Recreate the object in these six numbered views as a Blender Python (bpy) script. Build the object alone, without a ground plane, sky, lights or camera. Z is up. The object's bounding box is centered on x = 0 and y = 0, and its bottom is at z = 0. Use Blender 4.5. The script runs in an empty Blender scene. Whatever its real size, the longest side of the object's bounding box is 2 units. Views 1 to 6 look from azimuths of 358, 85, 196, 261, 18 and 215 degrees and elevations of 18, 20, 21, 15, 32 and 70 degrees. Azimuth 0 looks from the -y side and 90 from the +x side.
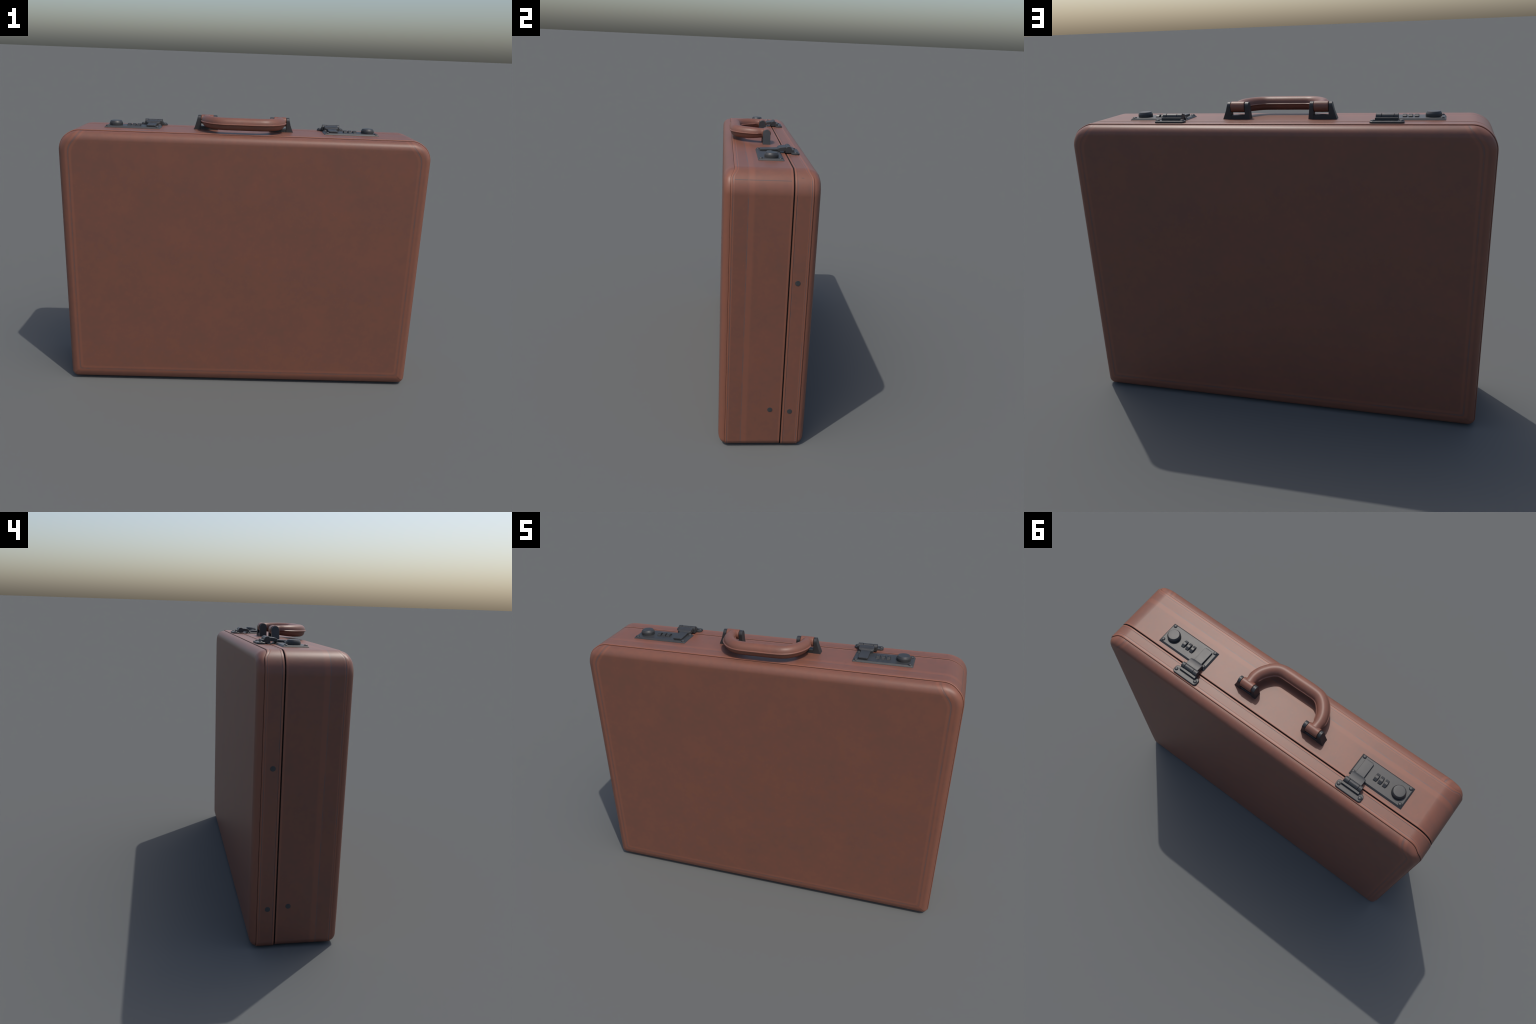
import bpy, bmesh, math
from mathutils import Vector, Matrix

# ------------------------------------------------------------------ sizes (metres)
TOP = 1.461                     # top of the case
HALF = 0.997                    # half width of the case
R_TOP, R_BOT = 0.112, 0.036     # outer corner radii, top and bottom
PART = 0.0985                   # y of the gap between body and lid
GAP = 0.0021                    # half width of that gap
FACE = 0.2245                   # y distance of the big faces
SEAM_SIDE, SEAM_TOP = 0.1915, 0.1755   # y distance of panel seams on sides and on top
LOCK_MID = -0.0230              # locks mirror about this x
GRIP_MID = -0.0175              # handle mirrors about this x


def smooth(a, b, v):
    t = min(1.0, max(0.0, (v - a) / (b - a)))
    return t * t * (3 - 2 * t)


# ------------------------------------------------------------------ node helpers
class Nodes:
    def __init__(self, name):
        self.mat = bpy.data.materials.new(name)
        self.mat.use_nodes = True
        self.nt = self.mat.node_tree
        self.bsdf = self.nt.nodes["Principled BSDF"]

    def put(self, sock, v):
        if hasattr(v, "is_output"):
            self.nt.links.new(v, sock)
        elif isinstance(v, (tuple, list)) and len(v) == 3 and sock.type == 'RGBA':
            sock.default_value = (*v, 1)
        else:
            sock.default_value = v

    def math(self, op, a, b=0.0, c=0.0, clamp=False):
        n = self.nt.nodes.new("ShaderNodeMath")
        n.operation, n.use_clamp = op, clamp
        for i, v in enumerate((a, b, c)):
            self.put(n.inputs[i], v)
        return n.outputs[0]

    def ramp(self, v, a, b):
        n = self.nt.nodes.new("ShaderNodeMapRange")
        n.interpolation_type = 'SMOOTHSTEP'
        self.put(n.inputs["Value"], v)
        n.inputs["From Min"].default_value = a
        n.inputs["From Max"].default_value = b
        return n.outputs["Result"]

    def fall(self, v, a, b):
        return self.math('SUBTRACT', 1.0, self.ramp(v, a, b))

    def noise(self, scale, detail=3.0, rough=0.55, vec=None, stretch=None):
        n = self.nt.nodes.new("ShaderNodeTexNoise")
        n.inputs["Scale"].default_value = scale
        n.inputs["Detail"].default_value = detail
        n.inputs["Roughness"].default_value = rough
        v = vec or self.coord()
        if stretch:
            m = self.nt.nodes.new("ShaderNodeMapping")
            m.inputs["Scale"].default_value = stretch
            self.nt.links.new(v, m.inputs["Vector"])
            v = m.outputs[0]
        self.nt.links.new(v, n.inputs["Vector"])
        return n.outputs["Fac"]

    def coord(self):
        if not hasattr(self, "_c"):
            self._c = self.nt.nodes.new("ShaderNodeTexCoord").outputs["Object"]
        return self._c

    def xyz(self):
        s = self.nt.nodes.new("ShaderNodeSeparateXYZ")
        self.nt.links.new(self.coord(), s.inputs[0])
        return s.outputs

    def mix(self, f, a, b):
        n = self.nt.nodes.new("ShaderNodeMix")
        n.data_type = 'RGBA'
        self.put(n.inputs["Factor"], f)
        self.put(n.inputs["A"], a)
        self.put(n.inputs["B"], b)
        return n.outputs["Result"]

    def bump(self, h, strength, dist, normal=None):
        n = self.nt.nodes.new("ShaderNodeBump")
        n.inputs["Strength"].default_value = strength
        n.inputs["Distance"].default_value = dist
        self.put(n.inputs["Height"], h)
        if normal:
            self.nt.links.new(normal, n.inputs["Normal"])
        return n.outputs[0]


# ------------------------------------------------------------------ materials
DARK = (0.150, 0.0655, 0.0460)
WARM = (0.183, 0.0705, 0.0450)
WORN = (0.226, 0.084, 0.051)
GREY = (0.085, 0.078, 0.080)


def leather(name, kind="plain"):
    """Cloudy red-brown leather.  kind: plain, worn, crease, panel, body, lid, hub."""
    n = Nodes(name)
    cloud = n.noise(4.2, 9.0, 0.72)
    fine = n.noise(38.0, 4.0, 0.6)
    speck = n.noise(110.0, 3.0, 0.6)
    f = n.math('ADD', n.math('MULTIPLY', cloud, 0.64), n.math('MULTIPLY', fine, 0.36))
    f = n.ramp(f, 0.33, 0.67)
    col = n.mix(f, DARK, WARM)
    col = n.mix(n.math('MULTIPLY', n.ramp(speck, 0.60, 0.76), 0.40), col, WORN)
    grain = n.noise(420.0, 2.0, 0.5)
    normal = n.bump(grain, 0.10, 0.0010)
    x, y, z = n.xyz()
    if kind == "worn":
        col = n.mix(0.80, col, WORN)
    if kind == "crease":
        wear = n.ramp(n.noise(9.0, 3.0), 0.40, 0.58)
        col = n.mix(n.math('MULTIPLY_ADD', wear, 0.45, 0.15), n.mix(0.3, col, WORN), GREY)
    if kind == "body":
        # rubbed band beside the crease that runs round the body
        b = n.math('MULTIPLY', n.ramp(y, -0.112, -0.104), n.fall(y, -0.088, -0.074))
        col = n.mix(n.math('MULTIPLY', b, 0.50), col, WORN)
        # thin dark line copying a UV seam artefact, at the right-hand shoulder
        d = n.math('ABSOLUTE', n.math('SUBTRACT', z, 1.4165))
        e = n.math('MULTIPLY', n.fall(d, 0.0008, 0.0020), n.math('GREATER_THAN', x, 0.9))
        col = n.mix(n.math('MULTIPLY', e, 0.75), col, (0.06, 0.05, 0.05))
    if kind == "lid":
        # short dark dash imitating a texture seam flaw, on the right-hand shoulder
        e = n.math('MULTIPLY', n.fall(n.math('ABSOLUTE', n.math('SUBTRACT', z, 1.4290)), 0.0006, 0.0016),
                   n.fall(n.math('ABSOLUTE', n.math('SUBTRACT', y, 0.1370)), 0.0050, 0.0080))
        col = n.mix(n.math('MULTIPLY', n.math('MULTIPLY', e, n.math('GREATER_THAN', x, 0.9)), 0.7), col, (0.05, 0.045, 0.045))
    if kind == "hub":
        # broken line of stitching on the back of the handle ends
        e = n.math('MULTIPLY', n.fall(n.math('ABSOLUTE', n.math('SUBTRACT', z, 1.5085)), 0.0005, 0.0013),
                   n.math('MULTIPLY', n.math('GREATER_THAN', y, 0.025), n.ramp(n.noise(60.0, 1.0), 0.42, 0.50)))
        col = n.mix(n.math('MULTIPLY', e, 0.7), col, (0.05, 0.045, 0.045))
    if kind == "panel":
        ax = n.math('ABSOLUTE', x)
        side = n.math('SUBTRACT', ax, 0.9405)
        base = n.math('SUBTRACT', 0.0690, z)
        diag = n.math('SUBTRACT', n.math('ADD', n.math('MULTIPLY', ax, 0.785),
                                         n.math('MULTIPLY', z, 0.620)), 1.5885)
        line = n.math('SMOOTH_MAX', side, base, 0.022)
        line = n.math('SMOOTH_MAX', line, diag, 0.030)
        dist = n.math('ABSOLUTE', line)
        groove = n.fall(dist, 0.0008, 0.0036)
        lips = n.math('MULTIPLY', n.ramp(dist, 0.004, 0.0075), n.fall(dist, 0.013, 0.021))
        wear = n.ramp(n.noise(11.0, 4.0, 0.7), 0.42, 0.60)
        col = n.mix(n.math('MULTIPLY', lips, 0.55), col, WORN)
        col = n.mix(n.math('MULTIPLY', groove, n.math('MULTIPLY_ADD', wear, 0.50, 0.12)), col, GREY)
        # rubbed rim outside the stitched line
        rim = n.math('MULTIPLY', n.ramp(line, 0.022, 0.040), 0.55)
        col = n.mix(rim, col, WORN)
        normal = n.bump(n.math('SUBTRACT', 1.0, groove), 0.12, 0.0025, normal)
    n.put(n.bsdf.inputs["Base Color"], col)
    r = n.math('MULTIPLY_ADD', fine, 0.03, 0.440)
    n.put(n.bsdf.inputs["Roughness"], r)
    n.put(n.bsdf.inputs["Normal"], normal)
    n.bsdf.inputs["Specular IOR Level"].default_value = 0.40
    return n.mat


def simple(name, base, light, rough, metal=0.0, spec=0.5, scale=30.0):
    n = Nodes(name)
    f = n.ramp(n.noise(scale, 4.0), 0.35, 0.65)
    n.put(n.bsdf.inputs["Base Color"], n.mix(f, base, light))
    n.put(n.bsdf.inputs["Roughness"], n.math('MULTIPLY_ADD', f, 0.02, rough))
    n.bsdf.inputs["Metallic"].default_value = metal
    n.bsdf.inputs["Specular IOR Level"].default_value = spec
    n.put(n.bsdf.inputs["Normal"], n.bump(n.noise(600.0, 2.0), 0.05, 0.0005))
    return n.mat


LEATHER = leather("leather")
LEATHER_WORN = leather("leather_worn", "worn")
LEATHER_CREASE = leather("leather_crease", "crease")
LEATHER_PANEL = leather("leather_panel", "panel")
LEATHER_BODY = leather("leather_body", "body")
LEATHER_LID = leather("leather_lid", "lid")
LEATHER_HUB = leather("leather_hub", "hub")
GAP_DARK = simple("gap_dark", (0.030, 0.014, 0.010), (0.038, 0.018, 0.013), 0.8)  # dark brown for the gap filler and the darkened gap edges
METAL = simple("gunmetal", (0.027, 0.028, 0.029), (0.031, 0.032, 0.033), 0.47)
BLACK = simple("black_bracket", (0.020, 0.021, 0.022), (0.026, 0.026, 0.028), 0.46)
PIN = simple("black_pin", (0.030, 0.032, 0.034), (0.036, 0.037, 0.038), 0.6)


# ------------------------------------------------------------------ mesh helpers
ROOT = bpy.data.objects.new("leather_briefcase", None)
bpy.context.scene.collection.objects.link(ROOT)
ROOT["label"] = "reddish brown hard leather briefcase with black combination locks"
ROOT["category"] = "briefcase"


def finish(bm, name, mats, parent=None, angle=38, weld=True):
    if weld:
        bmesh.ops.remove_doubles(bm, verts=bm.verts, dist=1e-6)
    bmesh.ops.recalc_face_normals(bm, faces=bm.faces)
    lim = math.radians(angle)
    for f in bm.faces:
        f.smooth = True
    for e in bm.edges:
        e.smooth = not (len(e.link_faces) == 2 and e.calc_face_angle(0) > lim)
    me = bpy.data.meshes.new(name)
    bm.to_mesh(me)
    bm.free()
    for m in (mats if isinstance(mats, (list, tuple)) else [mats]):
        me.materials.append(m)
    return add(me, name, parent)


def add(me, name, parent=None):
    ob = bpy.data.objects.new(name, me)
    bpy.context.scene.collection.objects.link(ob)
    ob.parent = parent or ROOT
    wn = ob.modifiers.new("flat_faces", 'WEIGHTED_NORMAL')   # keep big faces flat beside small bevels
    wn.mode, wn.weight, wn.keep_sharp = 'FACE_AREA', 60, True
    return ob


def loft(bm, rings, mats=None, closed=True):
    """rings: lists of points with equal counts; mats: slot of each strip between rings."""
    vs = [[bm.verts.new(p) for p in r] for r in rings]
    n = len(rings[0])
    for i in range(len(vs) - 1):
        for j in range(n if closed else n - 1):
            k = (j + 1) % n
            f = bm.faces.new((vs[i][j], vs[i][k], vs[i + 1][k], vs[i + 1][j]))
            if mats:
                f.material_index = mats[i]
    return vs


def cap(bm, ring):
    return bm.faces.new(ring)


def outline(inset, half=HALF, z0=0.0, z1=TOP, cx=0.0, n=18):
    """Rounded rectangle of the case seen from the front, moved inward by inset."""
    pts = []
    for sx, sz, r, a0 in ((1, -1, R_BOT, -90), (1, 1, R_TOP, 0), (-1, 1, R_TOP, 90), (-1, -1, R_BOT, 180)):
        rr = max(r - inset, 0.012)
        ox = cx + sx * (half - inset - rr)
        oz = (z1 - inset - rr) if sz > 0 else (z0 + inset + rr)
        arc = [(ox + rr * math.cos(math.radians(a0 + 90 * i / n)),
                oz + rr * math.sin(math.radians(a0 + 90 * i / n))) for i in range(n + 1)]
        if pts:
            a, b = pts[-1], arc[0]
            pts += [(a[0] + (b[0] - a[0]) * i / 10, a[1] + (b[1] - a[1]) * i / 10) for i in range(1, 10)]
        pts += arc
    a, b = pts[-1], pts[0]
    pts += [(a[0] + (b[0] - a[0]) * i / 10, a[1] + (b[1] - a[1]) * i / 10) for i in range(1, 10)]
    return pts


def topness(half, z0, cx):
    """1 along the top edge, 0 on the sides and the bottom, blending over the shoulders."""
    return [smooth(1.424, 1.4605, z) for x, z in outline(0, half, z0, TOP, cx)]


# ------------------------------------------------------------------ leather shells
def frame(name, seam_sign, half, z0, cx, creases, mat_main):
    """Side wall running all round: from a panel seam to the parting gap."""
    w = topness(half, z0, cx)
    s = seam_sign
    seam = [s * (SEAM_SIDE + (SEAM_TOP - SEAM_SIDE) * t) for t in w]
    part = PART - GAP if s < 0 else PART + GAP
    rows = []                                   # (y of each point, inset, slot of next strip)

    def from_seam(d):                           # distance measured from the panel seam
        return [y - s * d for y in seam]

    def from_part(d):
        return [part + s * d] * len(w)

    stitch = [0.0115 + 0.0045 * t for t in w]

    def from_stitch(d):
        return [y - s * (g + d) for y, g in zip(seam, stitch)]

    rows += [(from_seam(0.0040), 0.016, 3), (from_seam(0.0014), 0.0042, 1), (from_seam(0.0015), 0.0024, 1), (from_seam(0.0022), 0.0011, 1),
             (from_seam(0.0038), 0.0003, 1), (from_seam(0.0056), 0.0, 1),
             (from_stitch(-0.0020), 0.0, 2), (from_stitch(0.0), 0.0008, 2), (from_stitch(0.0020), 0.0, 1),
             (from_stitch(0.0065), 0.0, 0)]
    for c in creases:
        rows += [([c - s * -0.0022] * len(w), 0.0, 2), ([c] * len(w), 0.0009, 2), ([c - s * 0.0022] * len(w), 0.0, 0)]
    rows += [(from_part(0.0110), 0.0, 1), (from_part(0.0040), 0.0, 1), (from_part(0.0016), 0.0006, 3), (from_part(0.0004), 0.0022, 3),  # rolled edges at the gap coloured dark to stand for its shade
             (from_part(0.0), 0.0050, 3), (from_part(0.0010), 0.0180, 3)]
    bm = bmesh.new()
    rings = [[(p[0], y, p[1]) for p, y in zip(outline(d, half, z0, TOP, cx), ys)] for ys, d, _ in rows]
    loft(bm, rings, [r[2] for r in rows])
    return finish(bm, name, [mat_main, LEATHER_WORN, LEATHER_CREASE, GAP_DARK], angle=50)


def panel(name, s, half, z0, cx):
    """Big leather face with a rolled rim, set into the frame behind a narrow seam."""
    w = topness(half, z0, cx)
    seam = [s * (SEAM_SIDE + (SEAM_TOP - SEAM_SIDE) * t) for t in w]
    bm = bmesh.new()
    rings = []

    low = [1 - smooth(0.005, 0.060, z) for x, z in outline(0, half, z0, TOP, cx)]   # 1 along the bottom edge

    def ring(inset_of, y_of, extra=0.0):
        pts = []
        tables = {}
        for i, t in enumerate(w):
            d = inset_of(t) + low[i] * extra
            key = round(d, 5)
            if key not in tables:
                tables[key] = outline(key, half, z0, TOP, cx)
            pts.append((tables[key][i][0], y_of(i, t), tables[key][i][1]))
        return pts

    rings.append(ring(lambda t: 0.018, lambda i, t: seam[i] - s * 0.004))
    rings.append(ring(lambda t: 0.0070, lambda i, t: seam[i] - s * 0.0006))
    steps = 10
    for k in range(steps + 1):
        a = math.pi / 2 * k / steps
        rings.append(ring(lambda t: 0.0052 + (0.0400 + 0.0060 * t) * (1 - math.cos(a)),
                          lambda i, t: seam[i] + (s * FACE - seam[i]) * math.sin(a),
                          0.0200 * (1 - math.cos(a))))
    for d in (0.069, 0.10, 0.16, 0.3):
        rings.append(ring(lambda t: d, lambda i, t: s * FACE))
    vs = loft(bm, rings)
    cap(bm, vs[-1])
    return finish(bm, name, [LEATHER_PANEL], angle=50)


BODY = dict(half=HALF, z0=0.0045, cx=0.0003)
LID = dict(half=0.9970, z0=0.0, cx=-0.0010)
frame("case_body", -1, creases=[-0.1095], mat_main=LEATHER_BODY, **BODY)
frame("case_lid", 1, creases=[PART + GAP + 0.0125], mat_main=LEATHER_LID, **LID)
panel("front_panel", -1, **BODY)
panel("back_panel", 1, **LID)

bm = bmesh.new()
loop = [outline(0.0125, HALF - 0.001, 0.003)]
vs = loft(bm, [[(x, y, z) for x, z in outline(0.0125, HALF - 0.001, 0.003)] for y in (-0.172, 0.172)])
cap(bm, vs[0])
cap(bm, vs[1])
finish(bm, "gap_filler", GAP_DARK)  # dark block added inside so the gaps between shells stay dark


# ------------------------------------------------------------------ small hardware builders
def rounded_rect(x0, x1, y0, y1, r, n=5, corners=(1, 1, 1, 1)):
    pts = []
    for (cx, cy, a0), k in zip(((x1, y0, -90), (x1, y1, 0), (x0, y1, 90), (x0, y0, 180)), corners):
        rr = r if k else 0.0004
        ox = cx - rr if cx == x1 else cx + rr
        oy = cy - rr if cy == y1 else cy + rr
        pts += [(ox + rr * math.cos(math.radians(a0 + 90 * i / n)), oy + rr * math.sin(math.radians(a0 + 90 * i / n)))
                for i in range(n + 1)]
    return pts


def slab(bm, build, levels):
    """Stack of rounded rectangles: levels are (z, inset)."""
    vs = loft(bm, [[(x, y, z) for x, y in build(i)] for z, i in levels])
    cap(bm, vs[0])
    cap(bm, vs[-1])


def extrude_x(bm, prof, x0, x1, bev=0.0):
    """Profile in (y, z) swept along x, with a small chamfer on both ends."""
    cy = sum(p[0] for p in prof) / len(prof)
    cz = sum(p[1] for p in prof) / len(prof)

    def shrink(k):
        out = []
        for y, z in prof:
            l = math.hypot(y - cy, z - cz) or 1
            out.append((y - (y - cy) / l * k, z - (z - cz) / l * k))
        return out
    lv = [(x0, bev), (x0 + bev, 0), (x1 - bev, 0), (x1, bev)] if bev else [(x0, 0), (x1, 0)]
    vs = loft(bm, [[(x, y, z) for y, z in shrink(k)] for x, k in lv])
    cap(bm, vs[0])
    cap(bm, vs[-1])


def turned(bm, prof, cx, cy, n=40):
    """Lathe about a vertical axis: prof is (radius, z)."""
    vs = loft(bm, [[(cx + r * math.cos(2 * math.pi * i / n), cy + r * math.sin(2 * math.pi * i / n), z)
                    for i in range(n)] for r, z in prof])
    cap(bm, vs[0])
    cap(bm, vs[-1])


PLATE_TOP = 1.4700


def lock_meshes():
    """Meshes of the right-hand lock; x is measured from its outer (+) side."""
    out = []
    # bevelled base plate
    bm = bmesh.new()
    x0, x1, y0, y1 = 0.4322, 0.7345, -0.0560, 0.0728
    slab(bm, lambda i: rounded_rect(x0 + i, x1 - i, y0 + i, y1 - i, 0.0022, 3),
         [(1.4590, 0.0), (1.4622, 0.0), (PLATE_TOP - 0.0006, 0.0066), (PLATE_TOP, 0.0082)])
    out.append(("lock_plate", bm, METAL, 30))
    # push knob
    bm = bmesh.new()
    turned(bm, [(0.0345, 1.466), (0.0352, 1.4700), (0.0358, 1.4740), (0.0356, 1.4822), (0.0346, 1.4856), (0.0304, 1.4924),
                (0.0290, 1.4938), (0.0272, 1.4942), (0.0100, 1.4942)], 0.6800, 0.0112)
    out.append(("lock_knob", bm, METAL, 30))
    # number wheels: faceted discs half sunk into the plate
    for cx in (0.6070, 0.5798, 0.5540):
        bm = bmesh.new()
        prof = []
        cy, cz, r = 0.0116, 1.4528, 0.0290
        for k in range(12):
            a = 2 * math.pi * k / 12 + math.pi / 2
            for da, rr in ((-0.215, r), (0.215, r), (0.235, r - 0.0016), (0.288, r - 0.0016)):
                prof.append((cy + rr * math.cos(a + da), cz + rr * math.sin(a + da)))
        extrude_x(bm, prof, cx - 0.0090, cx + 0.0090, 0.0012)
        out.append(("number_wheel", bm, METAL, 22))
    # lever: flat finger tab that steps up to a wide shoulder hooked on the barrel
    bm = bmesh.new()
    xa, xb = 0.4585, 0.5075
    stations = [(-0.0362, xa + 0.0070, xb - 0.0070, 1.4724, 1.4780), (-0.0352, xa + 0.0036, xb - 0.0036, 1.4718, 1.4788),
                (-0.0332, xa + 0.0012, xb - 0.0012, 1.4716, 1.4792),
                (-0.0310, xa, xb, 1.4715, 1.4794), (0.0300, xa, xb, 1.4722, 1.4812), (0.0530, xa, xb, 1.4730, 1.4822),
                (0.0560, 0.4525, 0.5140, 1.4730, 1.4838), (0.0600, 0.4455, 0.5212, 1.4732, 1.4868),
                (0.0680, 0.4445, 0.5218, 1.4735, 1.4915), (0.0900, 0.4445, 0.5218, 1.4745, 1.4938),
                (0.1000, 0.4455, 0.5212, 1.4755, 1.4935)]
    rings = []
    for y, a, b, zl, zh in stations:
        c = 0.0022
        rings.append([(a, y, zl), (b, y, zl), (b, y, zh - c), (b - c * 0.35, y, zh - c * 0.35), (b - c, y, zh),
                      (a + c, y, zh), (a + c * 0.35, y, zh - c * 0.35), (a, y, zh - c)])
    vs = loft(bm, rings)
    cap(bm, vs[0])
    cap(bm, vs[-1])
    out.append(("latch_lever", bm, METAL, 40))
    # barrel in three knuckles
    ay, az = 0.1120, 1.4828
    bm = bmesh.new()
    for a, b, r in ((0.4355, 0.4602, 0.0160), (0.4616, 0.5142, 0.0152), (0.5156, 0.5338, 0.0160)):
        prof = [(ay + r * math.cos(t), az + r * math.sin(t)) for t in [math.pi * i / 14 for i in range(15)]]
        prof += [(ay - r, 1.4660), (ay + r, 1.4660)]
        extrude_x(bm, prof, a, b, 0.0009)
    out.append(("latch_barrel", bm, METAL, 35))
    # keeper: riveted plate with an upright block in front of the barrel
    bm = bmesh.new()
    slab(bm, lambda i: rounded_rect(0.4120 + i, 0.5615 - i, 0.1245 + i, 0.1672 - i, 0.0135, 6),
         [(1.4590, 0.0), (1.4685, 0.0), (1.4702, 0.0016), (1.4705, 0.0028)])
    slab(bm, lambda i: rounded_rect(0.4335 + i, 0.5335 - i, 0.1190 + i, 0.1405 - i, 0.0015, 2),
         [(1.4670, 0.0), (1.4812, 0.0), (1.4826, 0.0014)])
    out.append(("latch_keeper", bm, METAL, 35))
    return out


def dome(bm, cx, cy, z, r, h):
    prof = [(r, z - 0.002), (r, z), (r * 0.93, z + h * 0.42), (r * 0.76, z + h * 0.74), (r * 0.5, z + h * 0.93), (r * 0.2, z + h)]
    turned(bm, prof, cx, cy, 20)


LOCK_CX = 0.5834
lock_proto = []
for part, bm, mat, ang in lock_meshes():
    bmesh.ops.translate(bm, verts=bm.verts, vec=(-LOCK_CX, 0, 0))
    lock_proto.append((part, bm, mat, ang))
rivet_spots = [(0.7172, -0.0420, PLATE_TOP), (0.7180, 0.0552, PLATE_TOP), (0.4482, -0.0420, PLATE_TOP), (0.4474, 0.0545, PLATE_TOP),
               (0.5492, 0.1475, 1.4705), (0.4255, 0.1475, 1.4705)]

for mirror in (False, True):
    lock = bpy.data.objects.new("combination_lock", None)
    bpy.context.scene.collection.objects.link(lock)
    lock.parent = ROOT
    lock.location = (2 * LOCK_MID - LOCK_CX if mirror else LOCK_CX, 0, 0)
    sx = -1 if mirror else 1
    for part, bm, mat, ang in lock_proto:
        b = bm.copy()
        if mirror:
            bmesh.ops.scale(b, vec=(-1, 1, 1), verts=b.verts)
        finish(b, part, mat, lock, ang)
    b = bmesh.new()
    dome(b, 0, 0, 0, 0.0104, 0.0054)
    first = finish(b, "rivet", METAL, lock, 60)
    for i, (x, y, z) in enumerate(rivet_spots):
        ob = first if i == 0 else add(first.data, "rivet", lock)
        ob.location = (sx * (x - LOCK_CX), y, z)
for _, bm, _, _ in lock_proto:
    bm.free()


# ------------------------------------------------------------------ handle
def catmull(pts, n):
    out = []
    P = [pts[0]] + pts + [pts[-1]]
    for i in range(1, len(P) - 2):
        for k in range(n):
            t = k / n
            out.append(tuple(0.5 * (2 * b + (c - a) * t + (2 * a - 5 * b + 4 * c - d) * t * t + (3 * b - a - 3 * c + d) * t ** 3)
                             for a, b, c, d in zip(P[i - 1], P[i], P[i + 1], P[i + 2])))
    out.append(pts[-1])
    return out


handle = bpy.data.objects.new("handle", None)
bpy.context.scene.collection.objects.link(handle)
handle.parent = ROOT
handle.location = (GRIP_MID, 0, 0)

HUB_X, HUB_Y, HUB_Z, HUB_R = 0.2025, 0.0150, 1.5165, 0.0253
# right half of the spine: x, y, z of the centre, half width, half height above, half height below
half_spine = [(0.2025, 0.0060, 1.5155, 0.0300, 0.0240, 0.0240), (0.2030, -0.0140, 1.5150, 0.0262, 0.0250, 0.0240),
              (0.2025, -0.0400, 1.5140, 0.0285, 0.0275, 0.0260), (0.1940, -0.0720, 1.5130, 0.0302, 0.0300, 0.0285),
              (0.1765, -0.1035, 1.5125, 0.0314, 0.0310, 0.0300), (0.1490, -0.1345, 1.5125, 0.0320, 0.0312, 0.0305),
              (0.1130, -0.1528, 1.5125, 0.0322, 0.0312, 0.0305), (0.0600, -0.1562, 1.5125, 0.0332, 0.0312, 0.0305),
              (0.0000, -0.1560, 1.5125, 0.0332, 0.0312, 0.0305)]
full = half_spine + [(-p[0],) + p[1:] for p in reversed(half_spine[:-1])]
path = catmull(full, 9)
bm = bmesh.new()
rings = []
lip = 0.0048
for i, (x, y, z, hw, hu, hd) in enumerate(path):
    a, b = path[max(0, i - 1)], path[min(len(path) - 1, i + 1)]
    t = Vector((b[0] - a[0], b[1] - a[1], 0)).normalized()
    side = Vector((t.y, -t.x, 0))                 # sideways in the flat plane of the handle
    k = 1 - smooth(-0.045, -0.015, y)
    sec = []
    for q in range(13):                           # upper half, outer side to inner side
        ang = math.radians(4 + 172 * q / 12)
        sec.append((hw * math.cos(ang), hu * math.sin(ang) + 0.0018))
    l = lip * k
    sec += [(-hw - l * 0.55, 0.0020), (-hw - l, 0.0004), (-hw - l, -0.0014), (-hw - l * 0.5, -0.0026)]
    for q in range(13):                           # lower half is flatter
        ang = math.radians(184 + 172 * q / 12)
        c, s_ = math.cos(ang), math.sin(ang)
        e = 0.86
        sec.append(((hw - 0.0035) * math.copysign(abs(c) ** e, c), hd * math.copysign(abs(s_) ** e, s_) - 0.0022))
    sec += [(hw + l * 0.5, -0.0026), (hw + l, -0.0014), (hw + l, 0.0004), (hw + l * 0.55, 0.0020)]
    rings.append([tuple(Vector((x, y, z)) + side * u + Vector((0, 0, v))) for u, v in sec])
vs = loft(bm, rings)
cap(bm, vs[0])
cap(bm, vs[-1])
grip = finish(bm, "grip", [LEATHER, LEATHER_WORN], handle, 42)

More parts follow.
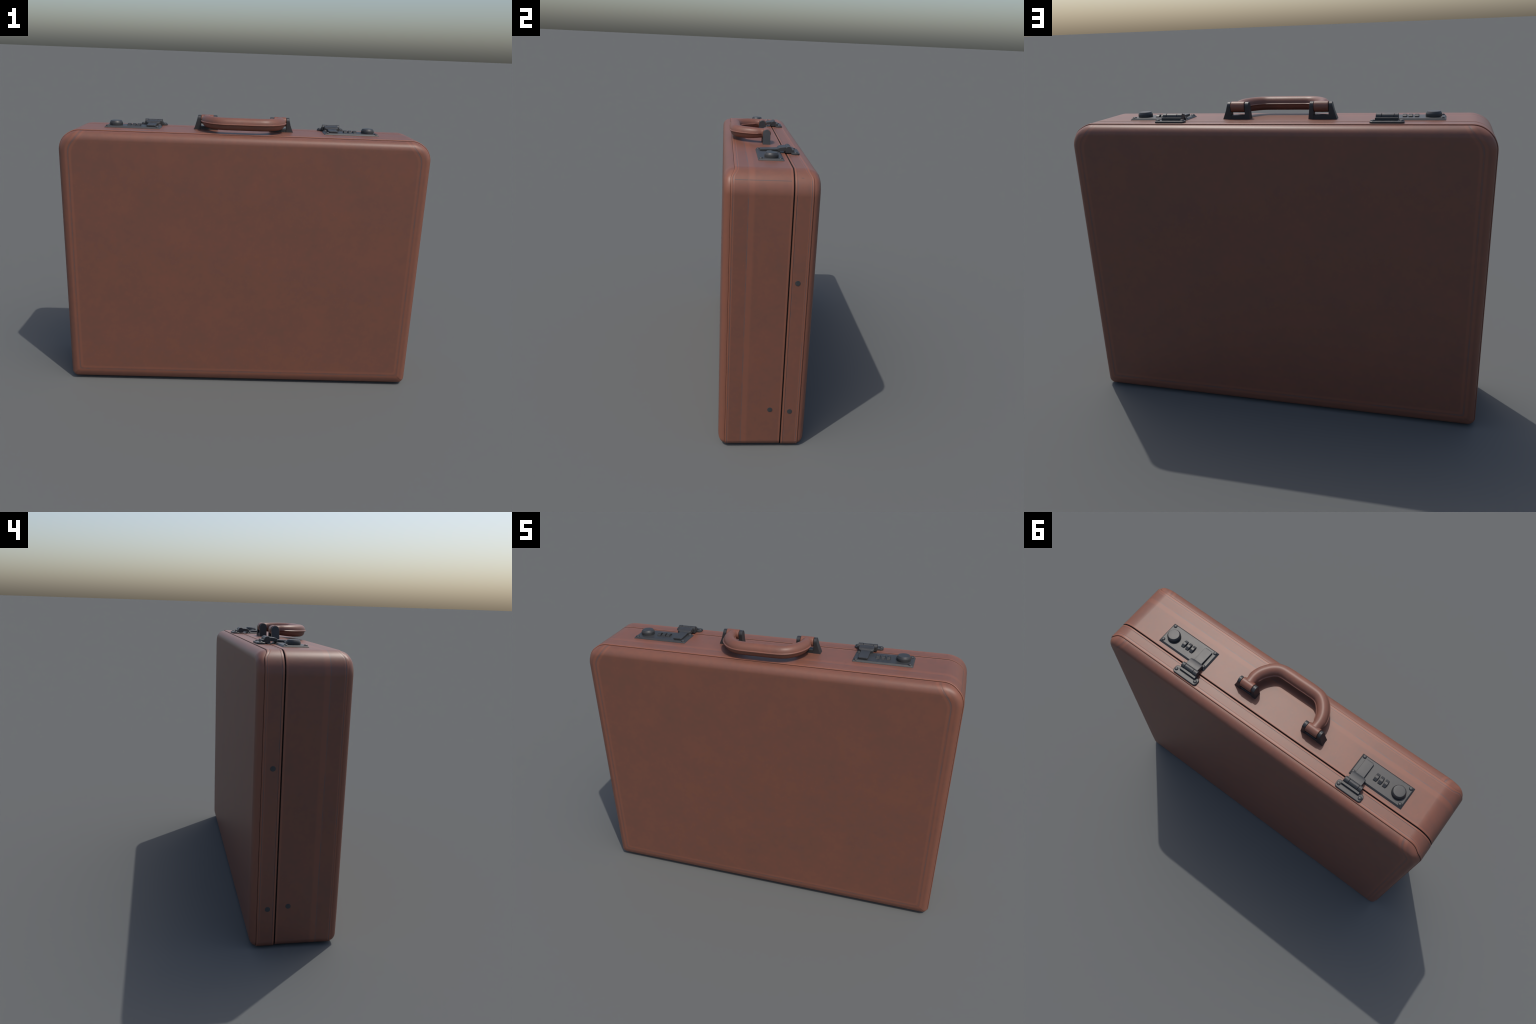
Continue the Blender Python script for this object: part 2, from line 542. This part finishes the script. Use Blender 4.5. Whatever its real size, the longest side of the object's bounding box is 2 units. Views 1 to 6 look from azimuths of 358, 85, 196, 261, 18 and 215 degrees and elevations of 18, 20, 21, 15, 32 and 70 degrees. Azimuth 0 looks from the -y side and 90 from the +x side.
for sx in (1, -1):
    bm = bmesh.new()
    n = 40
    prof = [(0.0338, 0.0190), (0.0338, 0.0232), (0.0325, 0.0250), (0.0300, HUB_R), (-0.0300, HUB_R), (-0.0325, 0.0250), (-0.0338, 0.0232), (-0.0338, 0.0190)]
    vs = loft(bm, [[(sx * HUB_X + dx, HUB_Y + r * math.cos(2 * math.pi * i / n), HUB_Z + r * math.sin(2 * math.pi * i / n))
                    for i in range(n)] for dx, r in prof])
    cap(bm, vs[0])
    cap(bm, vs[-1])
    finish(bm, "handle_hub", LEATHER_HUB, handle, 50)

    # bracket: two rounded cheeks that flare toward the foot, joined by a low bar
    bm = bmesh.new()

    def cheek(xs_top, xs_bot, bev=0.0016):
        """Upright cheek; xs are (inner, outer) x at the top and at the foot."""
        cy, hw, zc = HUB_Y, 0.0208, 1.5188
        prof = [(cy - hw, 1.4598), (cy - hw, 1.4625), (cy - hw, 1.4720), (cy - hw, 1.4850), (cy - hw, 1.5000)]
        prof += [(cy - hw * math.cos(math.pi * i / 14), zc + hw * math.sin(math.pi * i / 14)) for i in range(15)]
        prof += [(cy + hw, 1.5000), (cy + hw, 1.4850), (cy + hw, 1.4720), (cy + hw, 1.4625), (cy + hw, 1.4598)]

        def xat(kk, z):
            t = max(0.0, min(1.0, (1.532 - z) / 0.0722))
            t = t ** 1.45
            return xs_top[kk] + (xs_bot[kk] - xs_top[kk]) * t
        cz = 1.500

        def lv(kk, shrink, dx):
            r = []
            for yy, zz in prof:
                l = math.hypot(yy - cy, zz - cz)
                y2, z2 = yy - (yy - cy) / l * shrink, (zz - (zz - cz) / l * shrink) if zz > 1.463 else zz
                r.append((sx * (xat(kk, zz) + dx), y2, z2))
            return r
        vs = loft(bm, [lv(0, bev, 0), lv(0, 0, bev), lv(1, 0, -bev), lv(1, bev, 0)])
        cap(bm, vs[0])
        cap(bm, vs[-1])
    cheek((0.1482, 0.1672), (0.1425, 0.1672))
    cheek((0.2380, 0.2545), (0.2380, 0.2778))
    slab(bm, lambda i: rounded_rect(min(sx * 0.16, sx * 0.245) + i, max(sx * 0.16, sx * 0.245) - i, HUB_Y - 0.0185 + i, HUB_Y + 0.0185 - i, 0.002, 2),
         [(1.4600, 0.0), (1.4775, 0.0), (1.4792, 0.0018)])
    finish(bm, "handle_bracket", BLACK, handle, 35)


# ------------------------------------------------------------------ side pins
bm = bmesh.new()
turned(bm, [(0.0130, -0.004), (0.0130, 0.0012), (0.0120, 0.0018)], 0, 0, 20)
pin0 = None
for sx in (1, -1):
    for y, z in ((0.0370, 0.2260), (0.1395, 0.2145), (0.1395, 0.9270)):
        if pin0 is None:
            ob = pin0 = finish(bm, "side_pin", PIN)
        else:
            ob = add(pin0.data, "side_pin")
        lid = y > PART
        face = (LID["cx"] + sx * LID["half"]) if lid else (BODY["cx"] + sx * BODY["half"])
        face = max(-0.9978, min(0.9978, face))
        ob.rotation_euler = (0, sx * math.pi / 2, 0)
        ob.location = (face, y, z)
